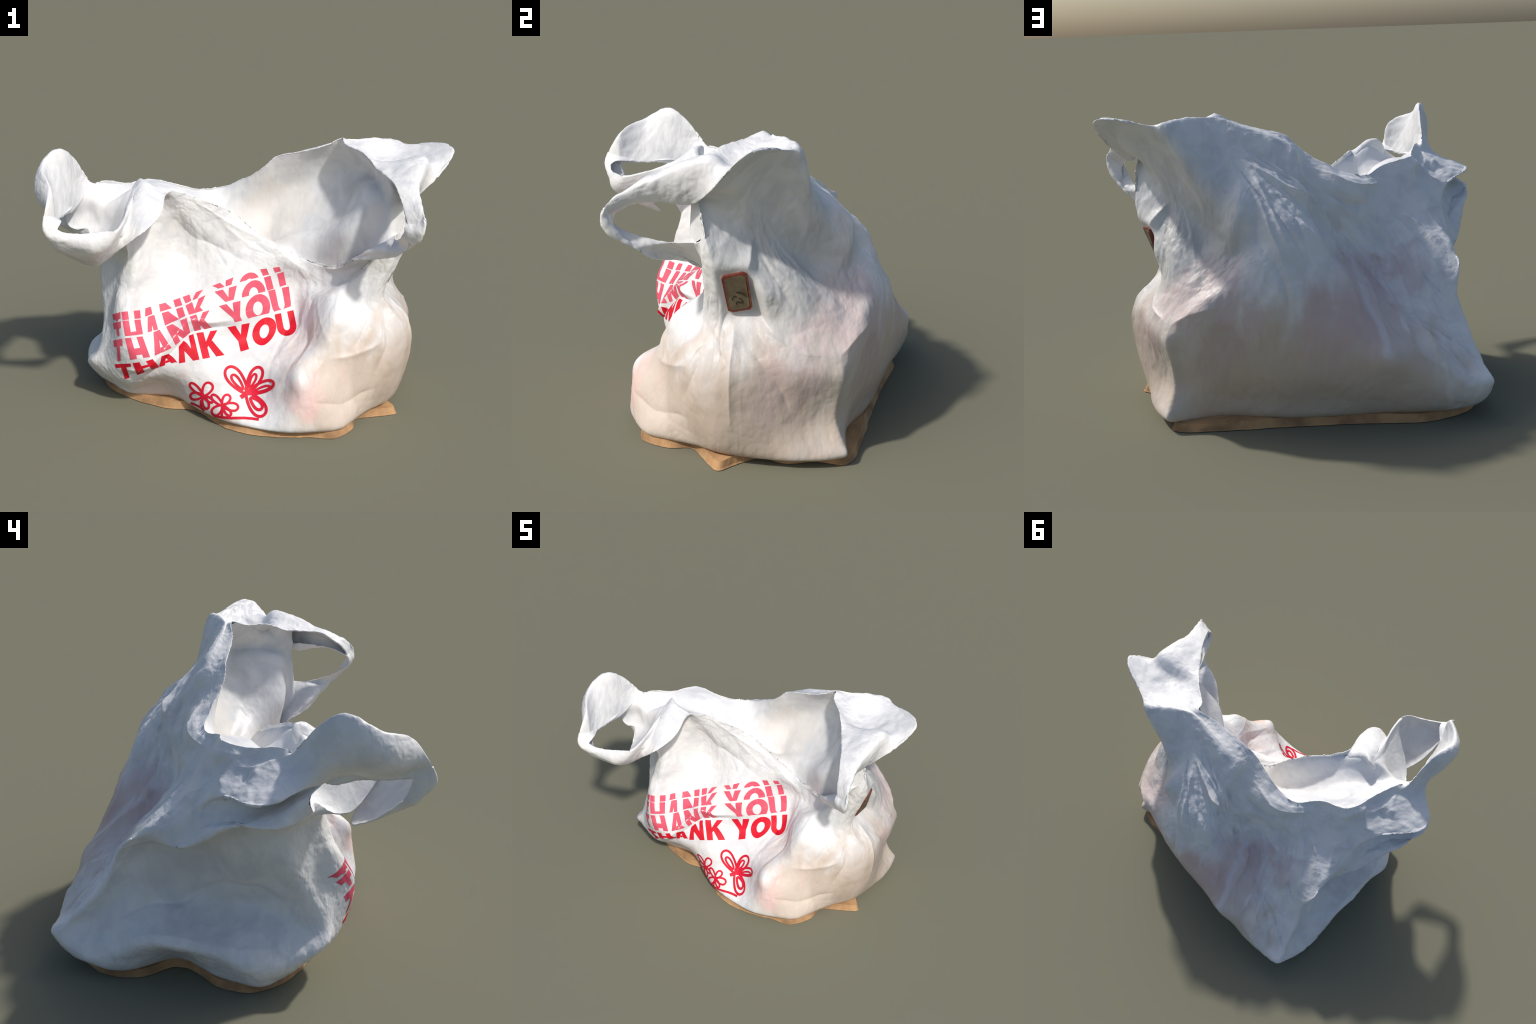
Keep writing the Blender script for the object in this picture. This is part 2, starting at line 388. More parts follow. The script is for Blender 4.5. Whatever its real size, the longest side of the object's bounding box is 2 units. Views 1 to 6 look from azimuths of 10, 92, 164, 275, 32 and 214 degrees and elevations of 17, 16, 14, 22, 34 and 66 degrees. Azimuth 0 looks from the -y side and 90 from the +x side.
def math_node(nt, op, a, b):
    n = nt.nodes.new("ShaderNodeMath"); n.operation = op
    for s, v in zip(n.inputs, (a, b)):
        if hasattr(v, "links"):
            nt.links.new(v, s)
        else:
            s.default_value = v
    return n.outputs[0]

# what shines through the film, plus two grey tints: centre, reach, colour, strength
SHOW_THROUGH = [
    ((.62, -.34, .22), .44, (.62, .51, .42), .88),
    ((.78, .05, .20), .54, (.47, .38, .305), .92),
    ((.66, .26, .80), .48, (.46, .455, .44), .75),  # neutral mid-grey tint over the upper right side
    ((.45, .60, .18), .66, (.55, .455, .365), .95),
    ((-.12, .74, .10), .56, (.55, .46, .375), .92),
    ((-.12, .58, .58), .36, (.61, .49, .475), .80),
    ((.05, .70, .48), .26, (.56, .40, .37), .65),
    ((-.20, .45, .68), .20, (.56, .43, .44), .55),
    ((-.40, .42, .66), .16, (.58, .48, .49), .45),
    ((.50, .52, .60), .26, (.56, .44, .44), .60),
    ((.55, .54, .38), .18, (.46, .37, .35), .45),
    ((.40, -.54, .26), .16, (.82, .50, .46), .60),
    ((.56, -.50, .32), .13, (.80, .48, .46), .50),
    ((.78, .40, .60), .22, (.66, .50, .48), .55),
    ((.86, .18, .38), .18, (.54, .42, .40), .55),
    ((-.35, -.40, .12), .26, (.70, .58, .56), .60),
    ((-.05, -.50, .06), .22, (.78, .64, .58), .50),
    ((.10, .20, .95), .30, (.72, .67, .61), .55),
    ((-.75, .20, .52), .35, (.58, .57, .56), .50),  # plain grey patch over the left hollow
]

# fold light and shade painted as cool pale streaks along pleats and front valleys
PAINTED_FOLD_SHADING = [
    ((.36, .24, 1.30), (.10, .40, .98), .045), ((.10, .40, .98), (-.10, .43, .72), .050), ((-.10, .43, .72), (-.14, .79, .37), .034),
    ((.30, .24, 1.24), (.06, .58, .76), .026), ((.40, .30, 1.18), (.28, .60, .76), .024), ((.34, .32, 1.10), (.24, .60, .79), .018),
    ((-.26, .41, .64), (-.28, .77, .38), .020), ((-.33, .43, .62), (-.40, .81, .27), .024), ((-.42, .46, .60), (-.58, .82, .18), .022),
    ((-.05, .20, 1.10), (-.36, .15, 1.02), .030), ((-.42, .16, 1.0), (-.62, .36, .74), .034), ((-.10, .33, .92), (-.30, .32, .84), .016),
    ((.27, -.10, .75), (.36, -.20, .50), .030), ((.36, -.20, .50), (.30, -.50, .16), .036), ((.48, -.17, .64), (.44, -.40, .40), .030),
]

def film_material():
    m, nt, bsdf = new_material("white_film")
    tc = nt.nodes.new("ShaderNodeTexCoord").outputs["Object"]
    tall = nt.nodes.new("ShaderNodeMapping"); tall.inputs["Scale"].default_value = (1, 1, .35)
    nt.links.new(tc, tall.inputs["Vector"])
    warp = noise_tex(nt, tall.outputs[0], 7.0, 5, .8)
    off = nt.nodes.new("ShaderNodeVectorMath"); off.operation = "MULTIPLY_ADD"
    nt.links.new(warp.outputs["Color"], off.inputs[0])
    off.inputs[1].default_value = (.50, .50, .50)
    add = nt.nodes.new("ShaderNodeVectorMath"); add.operation = "ADD"
    add.inputs[1].default_value = (-.25, -.25, -.25)
    nt.links.new(tc, add.inputs[0]); nt.links.new(add.outputs[0], off.inputs[2])
    place = off.outputs[0]
    mottling = noise_tex(nt, tc, 9.0, 5, .6)
    col = mix_colour(nt, map_range(nt, mottling.outputs["Fac"], .35, .68), (.77, .765, .755), (.66, .665, .675))
    for centre, reach, colour, strength in SHOW_THROUGH:
        d = nt.nodes.new("ShaderNodeVectorMath"); d.operation = "DISTANCE"
        nt.links.new(place, d.inputs[0]); d.inputs[1].default_value = centre
        col = mix_colour(nt, map_range(nt, d.outputs["Value"], reach * .35, reach, strength, 0.0), col, colour)
    slight = nt.nodes.new("ShaderNodeVectorMath"); slight.operation = "MULTIPLY_ADD"
    nt.links.new(warp.outputs["Color"], slight.inputs[0]); slight.inputs[1].default_value = (.10, .10, .10)
    back = nt.nodes.new("ShaderNodeVectorMath"); back.operation = "ADD"; back.inputs[1].default_value = (-.05, -.05, -.05)
    nt.links.new(tc, back.inputs[0]); nt.links.new(back.outputs[0], slight.inputs[2])
    for a, b, half in PAINTED_FOLD_SHADING:
        ab = Vector(b) - Vector(a)
        rel = nt.nodes.new("ShaderNodeVectorMath"); rel.operation = "SUBTRACT"
        nt.links.new(slight.outputs[0], rel.inputs[0]); rel.inputs[1].default_value = a
        dot = nt.nodes.new("ShaderNodeVectorMath"); dot.operation = "DOT_PRODUCT"
        nt.links.new(rel.outputs[0], dot.inputs[0]); dot.inputs[1].default_value = tuple(ab / ab.length_squared)
        t = math_node(nt, "MINIMUM", math_node(nt, "MAXIMUM", dot.outputs["Value"], 0.0), 1.0)
        foot = nt.nodes.new("ShaderNodeVectorMath"); foot.operation = "SCALE"
        foot.inputs[0].default_value = tuple(ab); nt.links.new(t, foot.inputs["Scale"])
        gap = nt.nodes.new("ShaderNodeVectorMath"); gap.operation = "DISTANCE"
        nt.links.new(rel.outputs[0], gap.inputs[0]); nt.links.new(foot.outputs[0], gap.inputs[1])
        col = mix_colour(nt, map_range(nt, gap.outputs["Value"], half * .2, half, .45, 0.0), col, (.70, .71, .735))
    nt.links.new(col, bsdf.inputs["Base Color"])
    bsdf.inputs["Roughness"].default_value = .42
    bsdf.inputs["Specular IOR Level"].default_value = .3
    stretch = nt.nodes.new("ShaderNodeMapping"); stretch.inputs["Scale"].default_value = (1, 1, .5)
    nt.links.new(tc, stretch.inputs["Vector"])
    facets = nt.nodes.new("ShaderNodeTexVoronoi"); facets.inputs["Scale"].default_value = 26
    nt.links.new(stretch.outputs[0], facets.inputs["Vector"])
    fine = noise_tex(nt, stretch.outputs[0], 34, 6, .4)
    streak_at = nt.nodes.new("ShaderNodeMapping"); streak_at.inputs["Scale"].default_value = (1, 1, .16)
    streak_at.inputs["Rotation"].default_value = (.12, .25, .0)
    nt.links.new(tc, streak_at.inputs["Vector"])
    streaks = noise_tex(nt, streak_at.outputs[0], 55, 4, .8)
    h = math_node(nt, "ADD", math_node(nt, "MULTIPLY", streaks.outputs["Fac"], .22), math_node(nt, "ADD", math_node(nt, "MULTIPLY", facets.outputs["Distance"], .8), fine.outputs["Fac"]))
    bump = nt.nodes.new("ShaderNodeBump")
    bump.inputs["Strength"].default_value = .20; bump.inputs["Distance"].default_value = .012
    nt.links.new(h, bump.inputs["Height"]); nt.links.new(bump.outputs[0], bsdf.inputs["Normal"])
    return m

def plain_material(name, colour, colour2, scale, rough=.6):
    m, nt, bsdf = new_material(name)
    tc = nt.nodes.new("ShaderNodeTexCoord").outputs["Object"]
    n = noise_tex(nt, tc, scale, 5)
    nt.links.new(mix_colour(nt, map_range(nt, n.outputs["Fac"], .35, .68), colour, colour2), bsdf.inputs["Base Color"])
    bsdf.inputs["Roughness"].default_value = rough
    bsdf.inputs["Specular IOR Level"].default_value = .3
    return m

WHITE = film_material()
INK = [plain_material("pale_red_ink", (.72, .10, .155), (.64, .085, .135), 18),
       plain_material("red_ink", (.66, .004, .022), (.54, .003, .018), 18)]
LINE_INK = plain_material("outline_red_ink", (.66, .008, .035), (.55, .006, .028), 18)
TAN = plain_material("tan_board", (.48, .28, .135), (.24, .14, .07), 6, .85)
LABEL = plain_material("brown_paper", (.150, .118, .070), (.105, .080, .045), 30)
LABEL_EDGE = plain_material("red_brown_edge", (.15, .03, .02), (.22, .07, .045), 40)
PEN = plain_material("dark_ink", (.03, .022, .012), (.05, .035, .02), 60)

# ---------------------------------------------------------------- the bag film
bag = bpy.data.objects.new("plastic_carrier_bag", None)
bpy.context.scene.collection.objects.link(bag)
bag["label"] = "crumpled white plastic carrier bag with red thank you print"
bag["category"] = "plastic bag"

film = fitted_sheet()
wrinkle(film)
ragged_hem(film)
film.materials.append(WHITE)
for p in film.polygons:
    p.use_smooth = True
sheet = add_object("film", film)
solid = sheet.modifiers.new("film", "SOLIDIFY"); solid.thickness = FILM; solid.offset = -1
whole = evaluated(sheet)
bpy.data.objects.remove(sheet)
outer = BVHTree.FromPolygons([tuple(v) for v in coords(film)], [tuple(p.vertices) for p in film.polygons])

def split_by_region(mesh, names):
    """Cut the finished film into named parts that keep the whole film's normals."""
    n_faces = len(mesh.polygons)
    tag = np.empty(n_faces, int); mesh.attributes["part"].data.foreach_get("value", tag)
    P, N = coords(mesh), normals(mesh)
    sizes = np.empty(n_faces, int); mesh.polygons.foreach_get("loop_total", sizes)
    flat = np.empty(len(mesh.loops), int); mesh.loops.foreach_get("vertex_index", flat)
    starts = np.concatenate([[0], np.cumsum(sizes)[:-1]])
    out = []
    for value, name in enumerate(names):
        mine = np.nonzero(tag == value)[0]
        used = np.unique(np.concatenate([flat[starts[f]:starts[f] + sizes[f]] for f in mine]))
        back = np.zeros(len(P), int); back[used] = np.arange(len(used))
        m = bpy.data.meshes.new(name)
        m.from_pydata(P[used].tolist(), [], [back[flat[starts[f]:starts[f] + sizes[f]]].tolist() for f in mine])
        m.polygons.foreach_set("use_smooth", [True] * len(mine))
        m.update()
        m.normals_split_custom_set_from_vertices([tuple(n) for n in N[used]])
        m.materials.append(WHITE)
        out.append(add_object(name, m, bag))
    return out

body, right_handle, left_handle = split_by_region(whole, ("body", "handle", "handle"))

# ---------------------------------------------------------------- inner floor
# The gusset is folded in over the shopping: the inner back wall runs down to a crease,
# from where the film slopes forward to the mouth edge.
# Stations from the left to the right: back edge, back wall, crease, front slope, front edge.
LINING = [
    [(-.85,-.385,1.035),(-.87,-.355,.955),(-.80,-.37,.905),(-.69,-.51,.848),(-.51,-.68,1.005)],
    [(-.81,-.37,1.08),(-.785,-.325,1.01),(-.73,-.335,.94),(-.64,-.375,.965),(-.55,-.46,1.055)],
    [(-0.750,-0.280,1.135),(-0.719,-0.310,1.082),(-0.683,-0.317,1.055),(-0.632,-0.325,1.083),(-0.550,-0.320,1.150)],
    [(-0.660,-0.060,1.120),(-0.596,-0.127,1.096),(-0.571,-0.190,1.056),(-0.548,-0.242,1.074),(-0.510,-0.280,1.140)],
    [(-0.460,0.065,1.100),(-0.428,-0.031,1.089),(-0.431,-0.110,1.034),(-0.427,-0.203,1.073),(-0.460,-0.270,1.150)],
    [(-0.240,0.145,1.040),(-0.256,0.073,0.977),(-0.265,0.010,0.906),(-0.265,-0.088,0.943),(-0.230,-0.155,1.060)],
    [(-0.070,0.110,1.140),(-0.067,0.142,0.955),(-0.076,0.090,0.830),(-0.096,0.011,0.846),(-0.090,-0.072,0.980)],
    [(0.070,0.080,1.245),(0.062,0.185,1.011),(0.047,0.109,0.818),(0.060,0.074,0.809),(0.085,0.008,0.855)],
    [(0.200,0.070,1.310),(0.193,0.197,1.105),(0.176,0.096,0.893),(0.196,0.025,0.862),(0.195,-0.025,0.785)],
    [(0.340,0.090,1.370),(0.370,0.197,1.197),(0.411,0.073,0.998),(0.369,-0.038,0.892),(0.335,-0.025,0.725)],
    [(0.420,0.090,1.380),(0.490,0.168,1.228),(0.518,-0.006,1.091),(0.502,-0.155,0.983),(0.480,-0.115,0.800)],
    [(0.500,0.010,1.345),(0.597,0.088,1.224),(0.595,-0.102,1.177),(0.598,-0.172,1.030),(0.600,-0.135,0.840)],
    [(0.620,-0.060,1.290),(0.655,-0.103,1.227),(0.682,-0.161,1.160),(0.672,-0.179,1.050),(0.670,-0.210,0.900)],
    [(0.690,-0.170,1.265),(0.712,-0.198,1.229),(0.730,-0.197,1.152),(0.724,-0.203,1.070),(0.720,-0.215,0.955)],
    [(.745,-.20,1.215),(.76,-.192,1.19),(.785,-.165,1.115),(.775,-.17,1.045),(.745,-.21,.99)],
]

def inner_floor():
    G = catmull(catmull(LINING, 121, 0), 49, 1)
    nu, nv = G.shape[:2]
    verts = G.reshape(-1, 3)
    G = G.copy()
    for row in (0, nv - 1):                     # both long edges are tucked into the film
        for i in range(nu):
            hit, nor, _, dist = outer.find_nearest(Vector(G[i, row]))
            if hit is not None and dist < .09:
                shift = np.array(hit - nor * .002) - G[i, row]
                for k in range(10):
                    G[i, row + k if row == 0 else row - k] += shift * (1 - k / 10) ** 2
    for row in (0, nu - 1):                     # and both ends to the handle holes
        for j in range(nv):
            hit, nor, _, dist = outer.find_nearest(Vector(G[row, j]))
            if hit is not None and dist < .06:
                shift = np.array(hit - nor * .002) - G[row, j]
                for k in range(6):
                    G[row + k if row == 0 else row - k, j] += shift * (1 - k / 6) ** 2
    verts = G.reshape(-1, 3)
    bump = np.array([noise.noise(Vector(p) * 9) * .005 + crinkle(p, 9) * .006 for p in verts])
    edge = np.tile(np.clip(np.minimum(np.arange(nv), nv - 1 - np.arange(nv)) / 6, 0, 1), nu)
    verts = verts + (bump * edge)[:, None] * np.array([0, -.6, .8])
    faces = [(i * nv + j, i * nv + j + 1, (i + 1) * nv + j + 1, (i + 1) * nv + j) for i in range(nu - 1) for j in range(nv - 1)]
    m = make_mesh("folded_gusset", verts, faces)
    for p in m.polygons: p.use_smooth = True
    m.materials.append(WHITE)
    return add_object("folded_gusset", m, bag)
inner_floor()

# ---------------------------------------------------------------- the tan board under it
BOARD = [(.77,.46),(.50,.545),(.36,.57),(.12,.63),(-.13,.70),(-.36,.765),(-.56,.72),(-.65,.64),(-.70,.535),(-.687,.41),
         (-.60,.28),(-.642,.168),(-.756,.05),(-.777,-.10),(-.69,-.24),(-.52,-.335),(-.35,-.383),(-.20,-.37),(-.06,-.47),
         (.06,-.538),(.23,-.55),(.40,-.51),(.555,-.475),(.627,-.36),(.64,-.24),(.79,-.15),(.836,-.10),(.77,-.01),(.724,.07),(.77,.175),(.757,.32)]

def board():
    pts = np.array(BOARD); n = len(pts); out = []
    for i in range(n):                                   # Catmull-Rom round the outline
        p0, p1, p2, p3 = (pts[(i + k) % n] for k in (-1, 0, 1, 2))
        for t in np.linspace(0, 1, 8, endpoint=False):
            out.append(.5 * (2 * p1 + (p2 - p0) * t + (2 * p0 - 5 * p1 + 4 * p2 - p3) * t * t + (3 * p1 - p0 - 3 * p2 + p3) * t ** 3))
    out = np.array(out); mid = out.mean(0)
    rad = (mid - out) / np.linalg.norm(mid - out, axis=1)[:, None]
    verts, rings = [], [(0, 0), (.006, .006), (.020, .036), (.10, .040)]
    for inset, z in rings:
        for p, r in zip(out, rad):
            j = .010 * noise.noise(Vector((p[0] * 11, p[1] * 11, z * 20))) + .005 * noise.noise(Vector((p[0] * 34, p[1] * 34, z * 40)))
            q = p + r * (inset + j * (1 if z else .7))
            verts.append((q[0], q[1], z * (1 + .35 * noise.noise(Vector((p[0] * 9, p[1] * 9, 4))))))
    k = len(out); faces = [list(range(k))[::-1]]
    for a in range(len(rings) - 1):
        for i in range(k):
            j = (i + 1) % k
            faces.append([a * k + i, a * k + j, (a + 1) * k + j, (a + 1) * k + i])
    faces.append([(len(rings) - 1) * k + i for i in range(k)])
    m = make_mesh("tan_base", verts, faces)
    bm = bmesh.new(); bm.from_mesh(m); bmesh.ops.recalc_face_normals(bm, faces=bm.faces); bm.to_mesh(m); bm.free()
    m.materials.append(TAN)
    add_object("tan_base", m, bag)
board()

# ---------------------------------------------------------------- print
class Reader:
    """Lays flat artwork on the film along the line of sight of someone reading it."""
    def __init__(self, eye, aim, roll, span=1885.9):
        self.eye = Vector(eye); self.f = (Vector(aim) - self.eye).normalized()
        r = self.f.cross(Vector((0, 0, 1))).normalized(); s = r.cross(self.f); a = math.radians(roll)
        self.r = math.cos(a) * r + math.sin(a) * s
        self.u = math.cos(a) * s - math.sin(a) * r
        self.span = span
    def lay(self, x, y, lift):
        d = (self.f + self.r * ((x - 512) / self.span) - self.u * ((y - 512) / self.span)).normalized()
        hit, nor, _, _ = outer.ray_cast(self.eye, d)
        if hit is None:
            return None
        if nor.dot(d) > 0:
            nor = -nor
        return hit + nor * lift

FRONT = Reader((.8848, -4.7045, 2.208), (.022, .043, .742), 2.5)

def strokes(letter):
    """Non-overlapping pieces of a heavy sans letter in a unit box."""
    def ring(cx, cy, rx, ry, ix, iy, a0, a1, n):
        out = []
        for k in range(n):
            a, b = a0 + (a1 - a0) * k / n, a0 + (a1 - a0) * (k + 1) / n
            out.append([(cx + rx * math.cos(a), cy + ry * math.sin(a)), (cx + rx * math.cos(b), cy + ry * math.sin(b)),
                        (cx + ix * math.cos(b), cy + iy * math.sin(b)), (cx + ix * math.cos(a), cy + iy * math.sin(a))])
        return out
    return {
        "T": [[(0, .76), (1, .76), (1, 1), (0, 1)], [(.33, 0), (.67, 0), (.67, .76), (.33, .76)]],
        "H": [[(0, 0), (.34, 0), (.34, 1), (0, 1)], [(.66, 0), (1, 0), (1, 1), (.66, 1)], [(.34, .36), (.66, .36), (.66, .6), (.34, .6)]],
        "A": [[(0, 0), (.32, 0), (.5, .70), (.5, 1), (.31, 1)], [(.68, 0), (1, 0), (.69, 1), (.5, 1), (.5, .70)],
              [(.375, .18), (.625, .18), (.565, .40), (.435, .40)]],
        "N": [[(0, 0), (.31, 0), (.31, 1), (0, 1)], [(.69, 0), (1, 0), (1, 1), (.69, 1)], [(.31, .52), (.69, 0), (.69, .48), (.31, 1)]],
        "K": [[(0, 0), (.33, 0), (.33, 1), (0, 1)], [(.33, .40), (.47, .52), (1, 1), (.66, 1), (.33, .62)], [(.62, 0), (1, 0), (.62, .65), (.47, .52), (.40, .46)]],
        "Y": [[(.33, 0), (.67, 0), (.67, .40), (.5, .62), (.33, .40)], [(.33, .40), (.5, .62), (.36, 1), (0, 1)], [(.67, .40), (1, 1), (.64, 1), (.5, .62)]],
        "O": ring(.5, .5, .5, .5, .20, .25, 0, 2 * math.pi, 28),
        "U": [[(0, .40), (.33, .40), (.33, 1), (0, 1)], [(.67, .40), (1, .40), (1, 1), (.67, 1)]] + ring(.5, .40, .5, .40, .17, .17, math.pi, 2 * math.pi, 14),
    }[letter]

# Rows of the stacked message: share of the letter that shows, ink, course of its
# top and bottom edge and the letter spans on both (reading units, 5.88 to the frame unit).
ROWS_OF_TEXT = [
    dict(share=.30, ink=0,
         top=[(90,640),(185,612),(410,590),(530,550),(760,490),(1155,350),(1510,205),(1690,150),(1825,110),(2050,80)],
         low=[(110,720),(210,708),(420,685),(570,632),(650,610),(910,530),(1140,425),(1310,345),(1520,280),(1580,262),(1810,200),(2070,130)],
         tops=[(88,185),(195,410),(420,590),(635,880),(915,1155),(1262,1512),(1560,1810),(1825,2050)],
         lows=[(105,185),(208,420),(440,590),(650,910),(950,1150),(1300,1525),(1575,1815),(1860,2070)]),
    dict(share=.52, ink=0,
         top=[(95,745),(210,715),(410,700),(560,650),(670,625),(910,555),(1180,415),(1290,375),(1550,300),(1740,240),(1870,205),(2100,138)],
         low=[(130,895),(240,895),(440,872),(640,812),(710,770),(945,660),(1170,590),(1410,495),(1540,460),(1610,440),(1880,370),(2130,290)],
         tops=[(95,188),(208,415),(440,640),(668,912),(948,1182),(1290,1552),(1605,1870),(1868,2100)],
         lows=[(125,195),(238,445),(478,650),(708,945),(990,1215),(1350,1580),(1610,1885),(1910,2130)]),
    dict(share=.77, ink=0,
         top=[(100,945),(235,920),(440,898),(570,850),(720,785),(960,680),(1230,590),(1340,540),(1590,480),(1770,410),(1930,360),(2160,310)],
         low=[(130,1190),(300,1172),(530,1140),(590,1125),(790,1030),(830,1000),(1000,850),(1280,790),(1540,727),(1660,700),(1720,675),(1950,620),(2190,545)],
         tops=[(100,205),(235,440),(510,700),(720,960),(998,1230),(1338,1592),(1635,1925),(1918,2160)],
         lows=[(120,220),(300,530),(570,800),(830,1000),(1055,1285),(1450,1690),(1665,1950),(1980,2192)]),
    dict(share=1.0, ink=1,
         top=[(115,1225),(300,1215),(500,1185),(740,1105),(860,1030),(960,900),(1075,860),(1320,825),(1440,790),(1700,740),(1870,680),(2000,640),(2215,590)],
         low=[(200,1410),(330,1370),(600,1270),(830,1200),(870,1215),(1110,1170),(1400,1120),(1610,1075),(1690,1050),(1870,1003),(2060,910),(2270,870)],
         tops=[(115,300),(325,560),(600,810),(870,1040),(1075,1320),(1440,1700),(1725,2015),(1995,2215)],
         lows=[(185,340),(380,640),(640,850),(870,1110),(1150,1405),(1500,1790),(1740,2015),(2045,2275)]),
]
TEXT_AT, TEXT_SCALE = (210, 520), 5.88

def flat_pieces(polys):
    """The flat pieces of a letter, before they are laid on the film."""
    bm = bmesh.new()
    for poly in polys:
        bm.faces.new([bm.verts.new((x, y, 0)) for x, y in poly])
    return bm

def lay_letter(row, index, letter):
    bm = flat_pieces(strokes(letter))
    cut = 1 - row["share"]
    if cut > 0:
        bmesh.ops.bisect_plane(bm, geom=bm.verts[:] + bm.edges[:] + bm.faces[:], plane_co=(0, cut, 0), plane_no=(0, 1, 0), clear_inner=True)
    for axis in (0, 1):
        for k in range(1, 14):
            co, no = [0, 0, 0], [0, 0, 0]
            co[axis] = k / 14; no[axis] = 1
            bmesh.ops.bisect_plane(bm, geom=bm.verts[:] + bm.edges[:] + bm.faces[:], plane_co=co, plane_no=no)
    tx, ty = zip(*row["top"]); lx, ly = zip(*row["low"])
    (ta, tb), (la, lb) = row["tops"][index], row["lows"][index]
    lost = []
    for v in bm.verts:
        s, t = v.co.x, (v.co.y - cut) / (1 - cut)
        xt, xl = ta + (tb - ta) * s, la + (lb - la) * s
        yt, yl = np.interp(xt, tx, ty), np.interp(xl, lx, ly)
        x, y = xl + (xt - xl) * t, yl + (yt - yl) * t
        p = FRONT.lay(TEXT_AT[0] + x / TEXT_SCALE, TEXT_AT[1] + y / TEXT_SCALE, .0015)
        if p is None: lost.append(v)
        else: v.co = p
    bmesh.ops.delete(bm, geom=lost, context="VERTS")
    m = bpy.data.meshes.new("letter")
    bmesh.ops.recalc_face_normals(bm, faces=bm.faces)
    bm.to_mesh(m); bm.free()
    for p in m.polygons: p.use_smooth = True
    m.materials.append(INK[row["ink"]])
    add_object("letter", m, body)

for row in ROWS_OF_TEXT:
    for i, ch in enumerate("THANKYOU"):
        lay_letter(row, i, ch)

# ---- outline drawings: a butterfly, two flowers and the ground line
ART_AT, ART_SCALE = (360, 710), 10.4545

def petal(base, end, width, pinch=.55, grow=1.0, n=40):
    """Closed teardrop from a base point to the far end."""
    b, e = np.array(base, float), np.array(end, float)
    ax = e - b; L = np.linalg.norm(ax); ax /= L; side = np.array([-ax[1], ax[0]])
    pts = []
    for k in range(n + 1):
        a = 2 * math.pi * k / n
        x = .5 * (1 - math.cos(a))
        w = math.sin(a) * (1 - pinch * (1 - x))
        pts.append(tuple(b + ax * L * x + side * width * .5 * w * grow))
    return pts

def dense(course, step=22):
    course = np.array(course, float); out = [course[0]]
    for a, b in zip(course[:-1], course[1:]):
        k = max(1, int(np.linalg.norm(b - a) / step))
        out += [a + (b - a) * (i + 1) / k for i in range(k)]
    return np.array(out)

def ribbon(bm, course, width, place, lift):
    c = dense(course); t = np.gradient(c, axis=0)
    t /= np.maximum(np.linalg.norm(t, axis=1), 1e-6)[:, None]
    nrm = np.stack([-t[:, 1], t[:, 0]], 1) * width * .5
    pairs = []
    for p, q in zip(c, nrm):
        a, m_, b = (place(*(p + q * k), lift) for k in (-1, 0, 1))
        pairs.append(None if None in (a, m_, b) else [bm.verts.new(x) for x in (a, m_, b)])
    for u, v in zip(pairs[:-1], pairs[1:]):
        if u and v:
            for k in (0, 1):
                bm.faces.new((u[k], v[k], v[k + 1], u[k + 1]))

def on_front(x, y, lift):
    return FRONT.lay(ART_AT[0] + x / ART_SCALE, ART_AT[1] + y / ART_SCALE, lift)

def drawing(name, courses, width, place=on_front, material=LINE_INK, parent=None, base=.0015):
    bm = bmesh.new()
    for i, c in enumerate(courses):
        ribbon(bm, c, width if not isinstance(width, list) else width[i], place, base + .0003 * i)
    m = bpy.data.meshes.new(name)
    bmesh.ops.recalc_face_normals(bm, faces=bm.faces)
    bm.to_mesh(m); bm.free()
    m.materials.append(material)
    for p in m.polygons: p.use_smooth = True
    return add_object(name, m, parent or body)

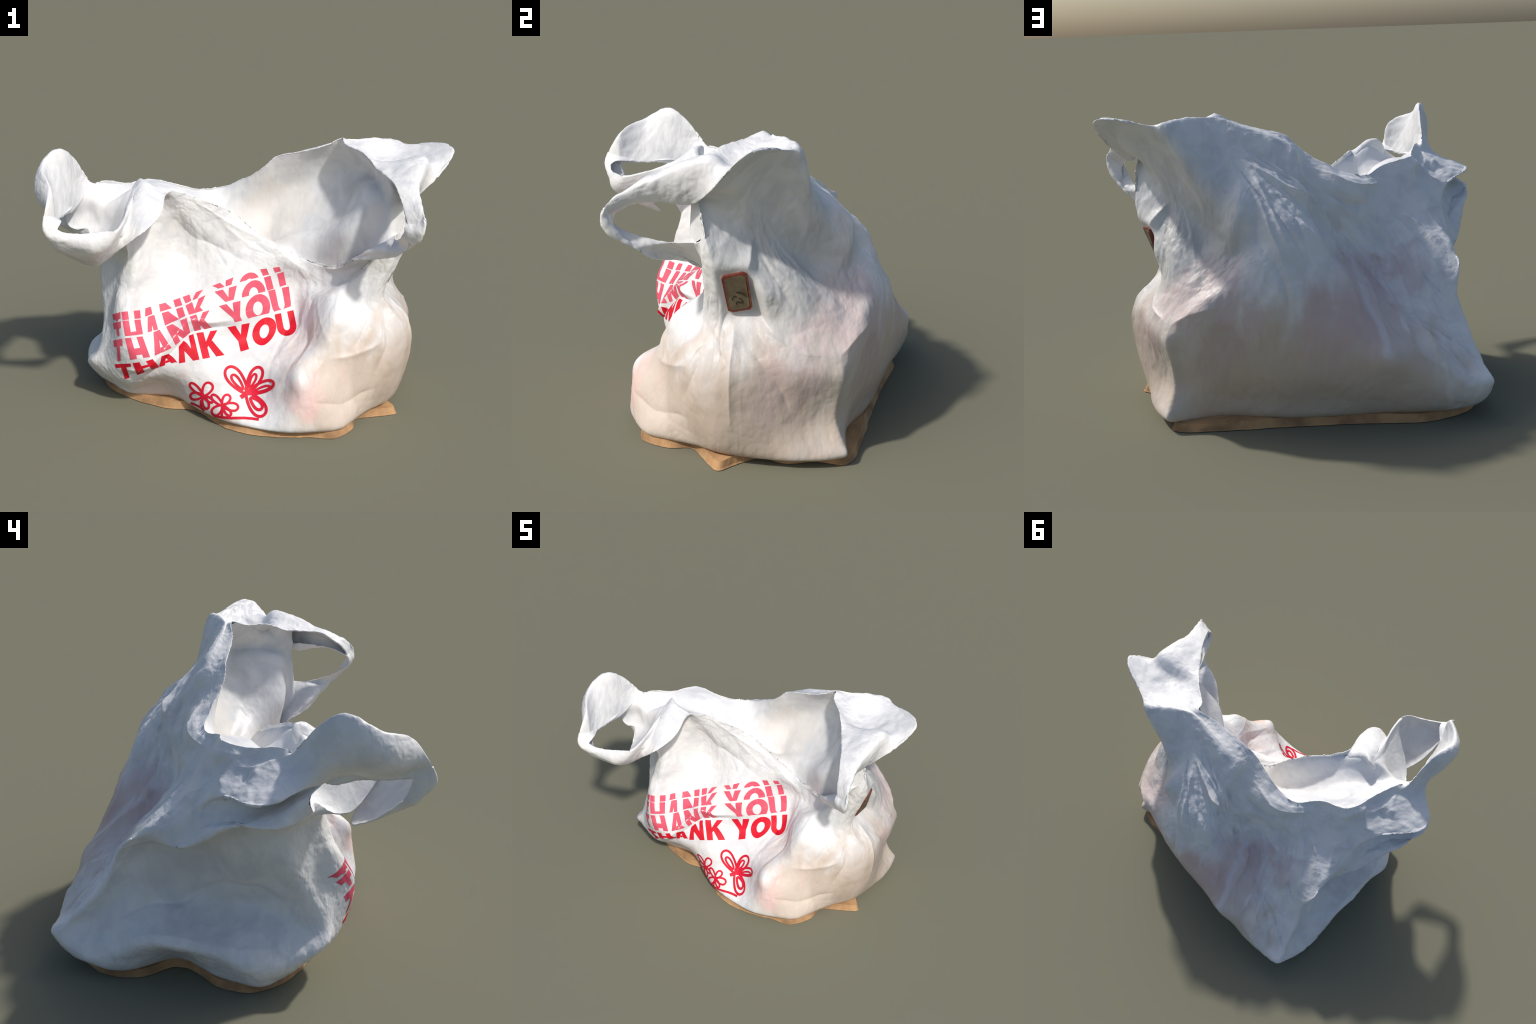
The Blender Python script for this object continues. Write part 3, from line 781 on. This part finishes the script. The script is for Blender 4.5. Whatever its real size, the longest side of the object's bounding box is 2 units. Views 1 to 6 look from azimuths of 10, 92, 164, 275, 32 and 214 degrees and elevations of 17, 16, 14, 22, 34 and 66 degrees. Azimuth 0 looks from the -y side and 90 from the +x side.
HEART = (1400, 800)
drawing("butterfly_outline",
        [petal(HEART, (990, 270), 400), petal((1320, 720), (1090, 420), 165),
         petal(HEART, (1680, 265), 330), petal((1455, 680), (1580, 400), 130),
         petal(HEART, (1960, 580), 270), petal((1550, 770), (1880, 660), 110),
         petal(HEART, (1760, 1260), 400), petal((1480, 900), (1710, 1130), 210),
         [(1270, 890), (1400, 800), (1500, 780), (1620, 850)]],
        [60, 54, 60, 50, 60, 48, 60, 62, 92])
drawing("flower_outline",
        [petal((490, 850), e, w) for e, w in (((215, 595), 150), ((640, 590), 250), ((220, 860), 190), ((575, 1120), 160), ((690, 980), 110))], 50)
drawing("flower_outline",
        [petal((890, 1060), e, w) for e, w in (((670, 840), 150), ((1020, 840), 190), ((1215, 1100), 210), ((690, 1230), 220), ((1060, 1260), 130))]
        + [[(885, 940), (882, 1310)]], 50)
drawing("ground_line", [[(225, 1000), (330, 1040), (430, 1090), (590, 1255), (720, 1275), (870, 1300)],
                        [(870, 1300), (1080, 1318), (1350, 1318), (1500, 1330), (1650, 1350)], [(440, 940), (445, 1090)]], [44, 56, 44])

# ---------------------------------------------------------------- price tag on the side
def price_tag():
    tl, tr, br, bl = TAG
    out = (bl - tl).cross(tr - tl).normalized()
    if out.x < 0: out = -out
    def at(s, t, lift=0.0):
        return tl.lerp(tr, s).lerp(bl.lerp(br, s), t) + out * lift
    def slab(name, inset, low, high, material, parent, notch):
        a, b = inset, 1 - inset
        c = .17
        ring = [(a, a * .7 + notch), (a + c * .6, a * .7), (b - c, a * .7), (b, a * .7 + notch), (b, 1 - a * .7 - notch), (b - c * .6, 1 - a * .7), (a + c, 1 - a * .7), (a, 1 - a * .7 - notch)]
        bm = bmesh.new()
        lo = [bm.verts.new(at(s, t, low)) for s, t in ring]
        hi = [bm.verts.new(at(s, t, high)) for s, t in ring]
        bm.faces.new(hi); bm.faces.new(lo[::-1])
        for i in range(8):
            j = (i + 1) % 8
            bm.faces.new((lo[i], lo[j], hi[j], hi[i]))
        bmesh.ops.recalc_face_normals(bm, faces=bm.faces)
        bmesh.ops.bevel(bm, geom=[e for e in bm.edges], offset=.0015, segments=2, affect="EDGES")
        m = bpy.data.meshes.new(name); bm.to_mesh(m); bm.free()
        m.materials.append(material)
        return add_object(name, m, parent)
    tag = slab("price_tag", 0.0, -.012, .004, LABEL_EDGE, bag, .07)
    slab("tag_face", .09, 0.0, .0065, LABEL, tag, .06)
    def on_tag(x, y, lift):
        return at((x - 340) / 960, (y - 330) / 1120, lift)
    drawing("handwriting", [[(595, 1065), (585, 1010), (670, 945), (770, 970)],
                            [(850, 1010), (940, 1080), (978, 1180), (780, 1128), (718, 1130), (708, 1205)],
                            [(790, 830), (930, 870), (1050, 920), (1145, 968)]], 40, on_tag, PEN, tag, .0100)
price_tag()
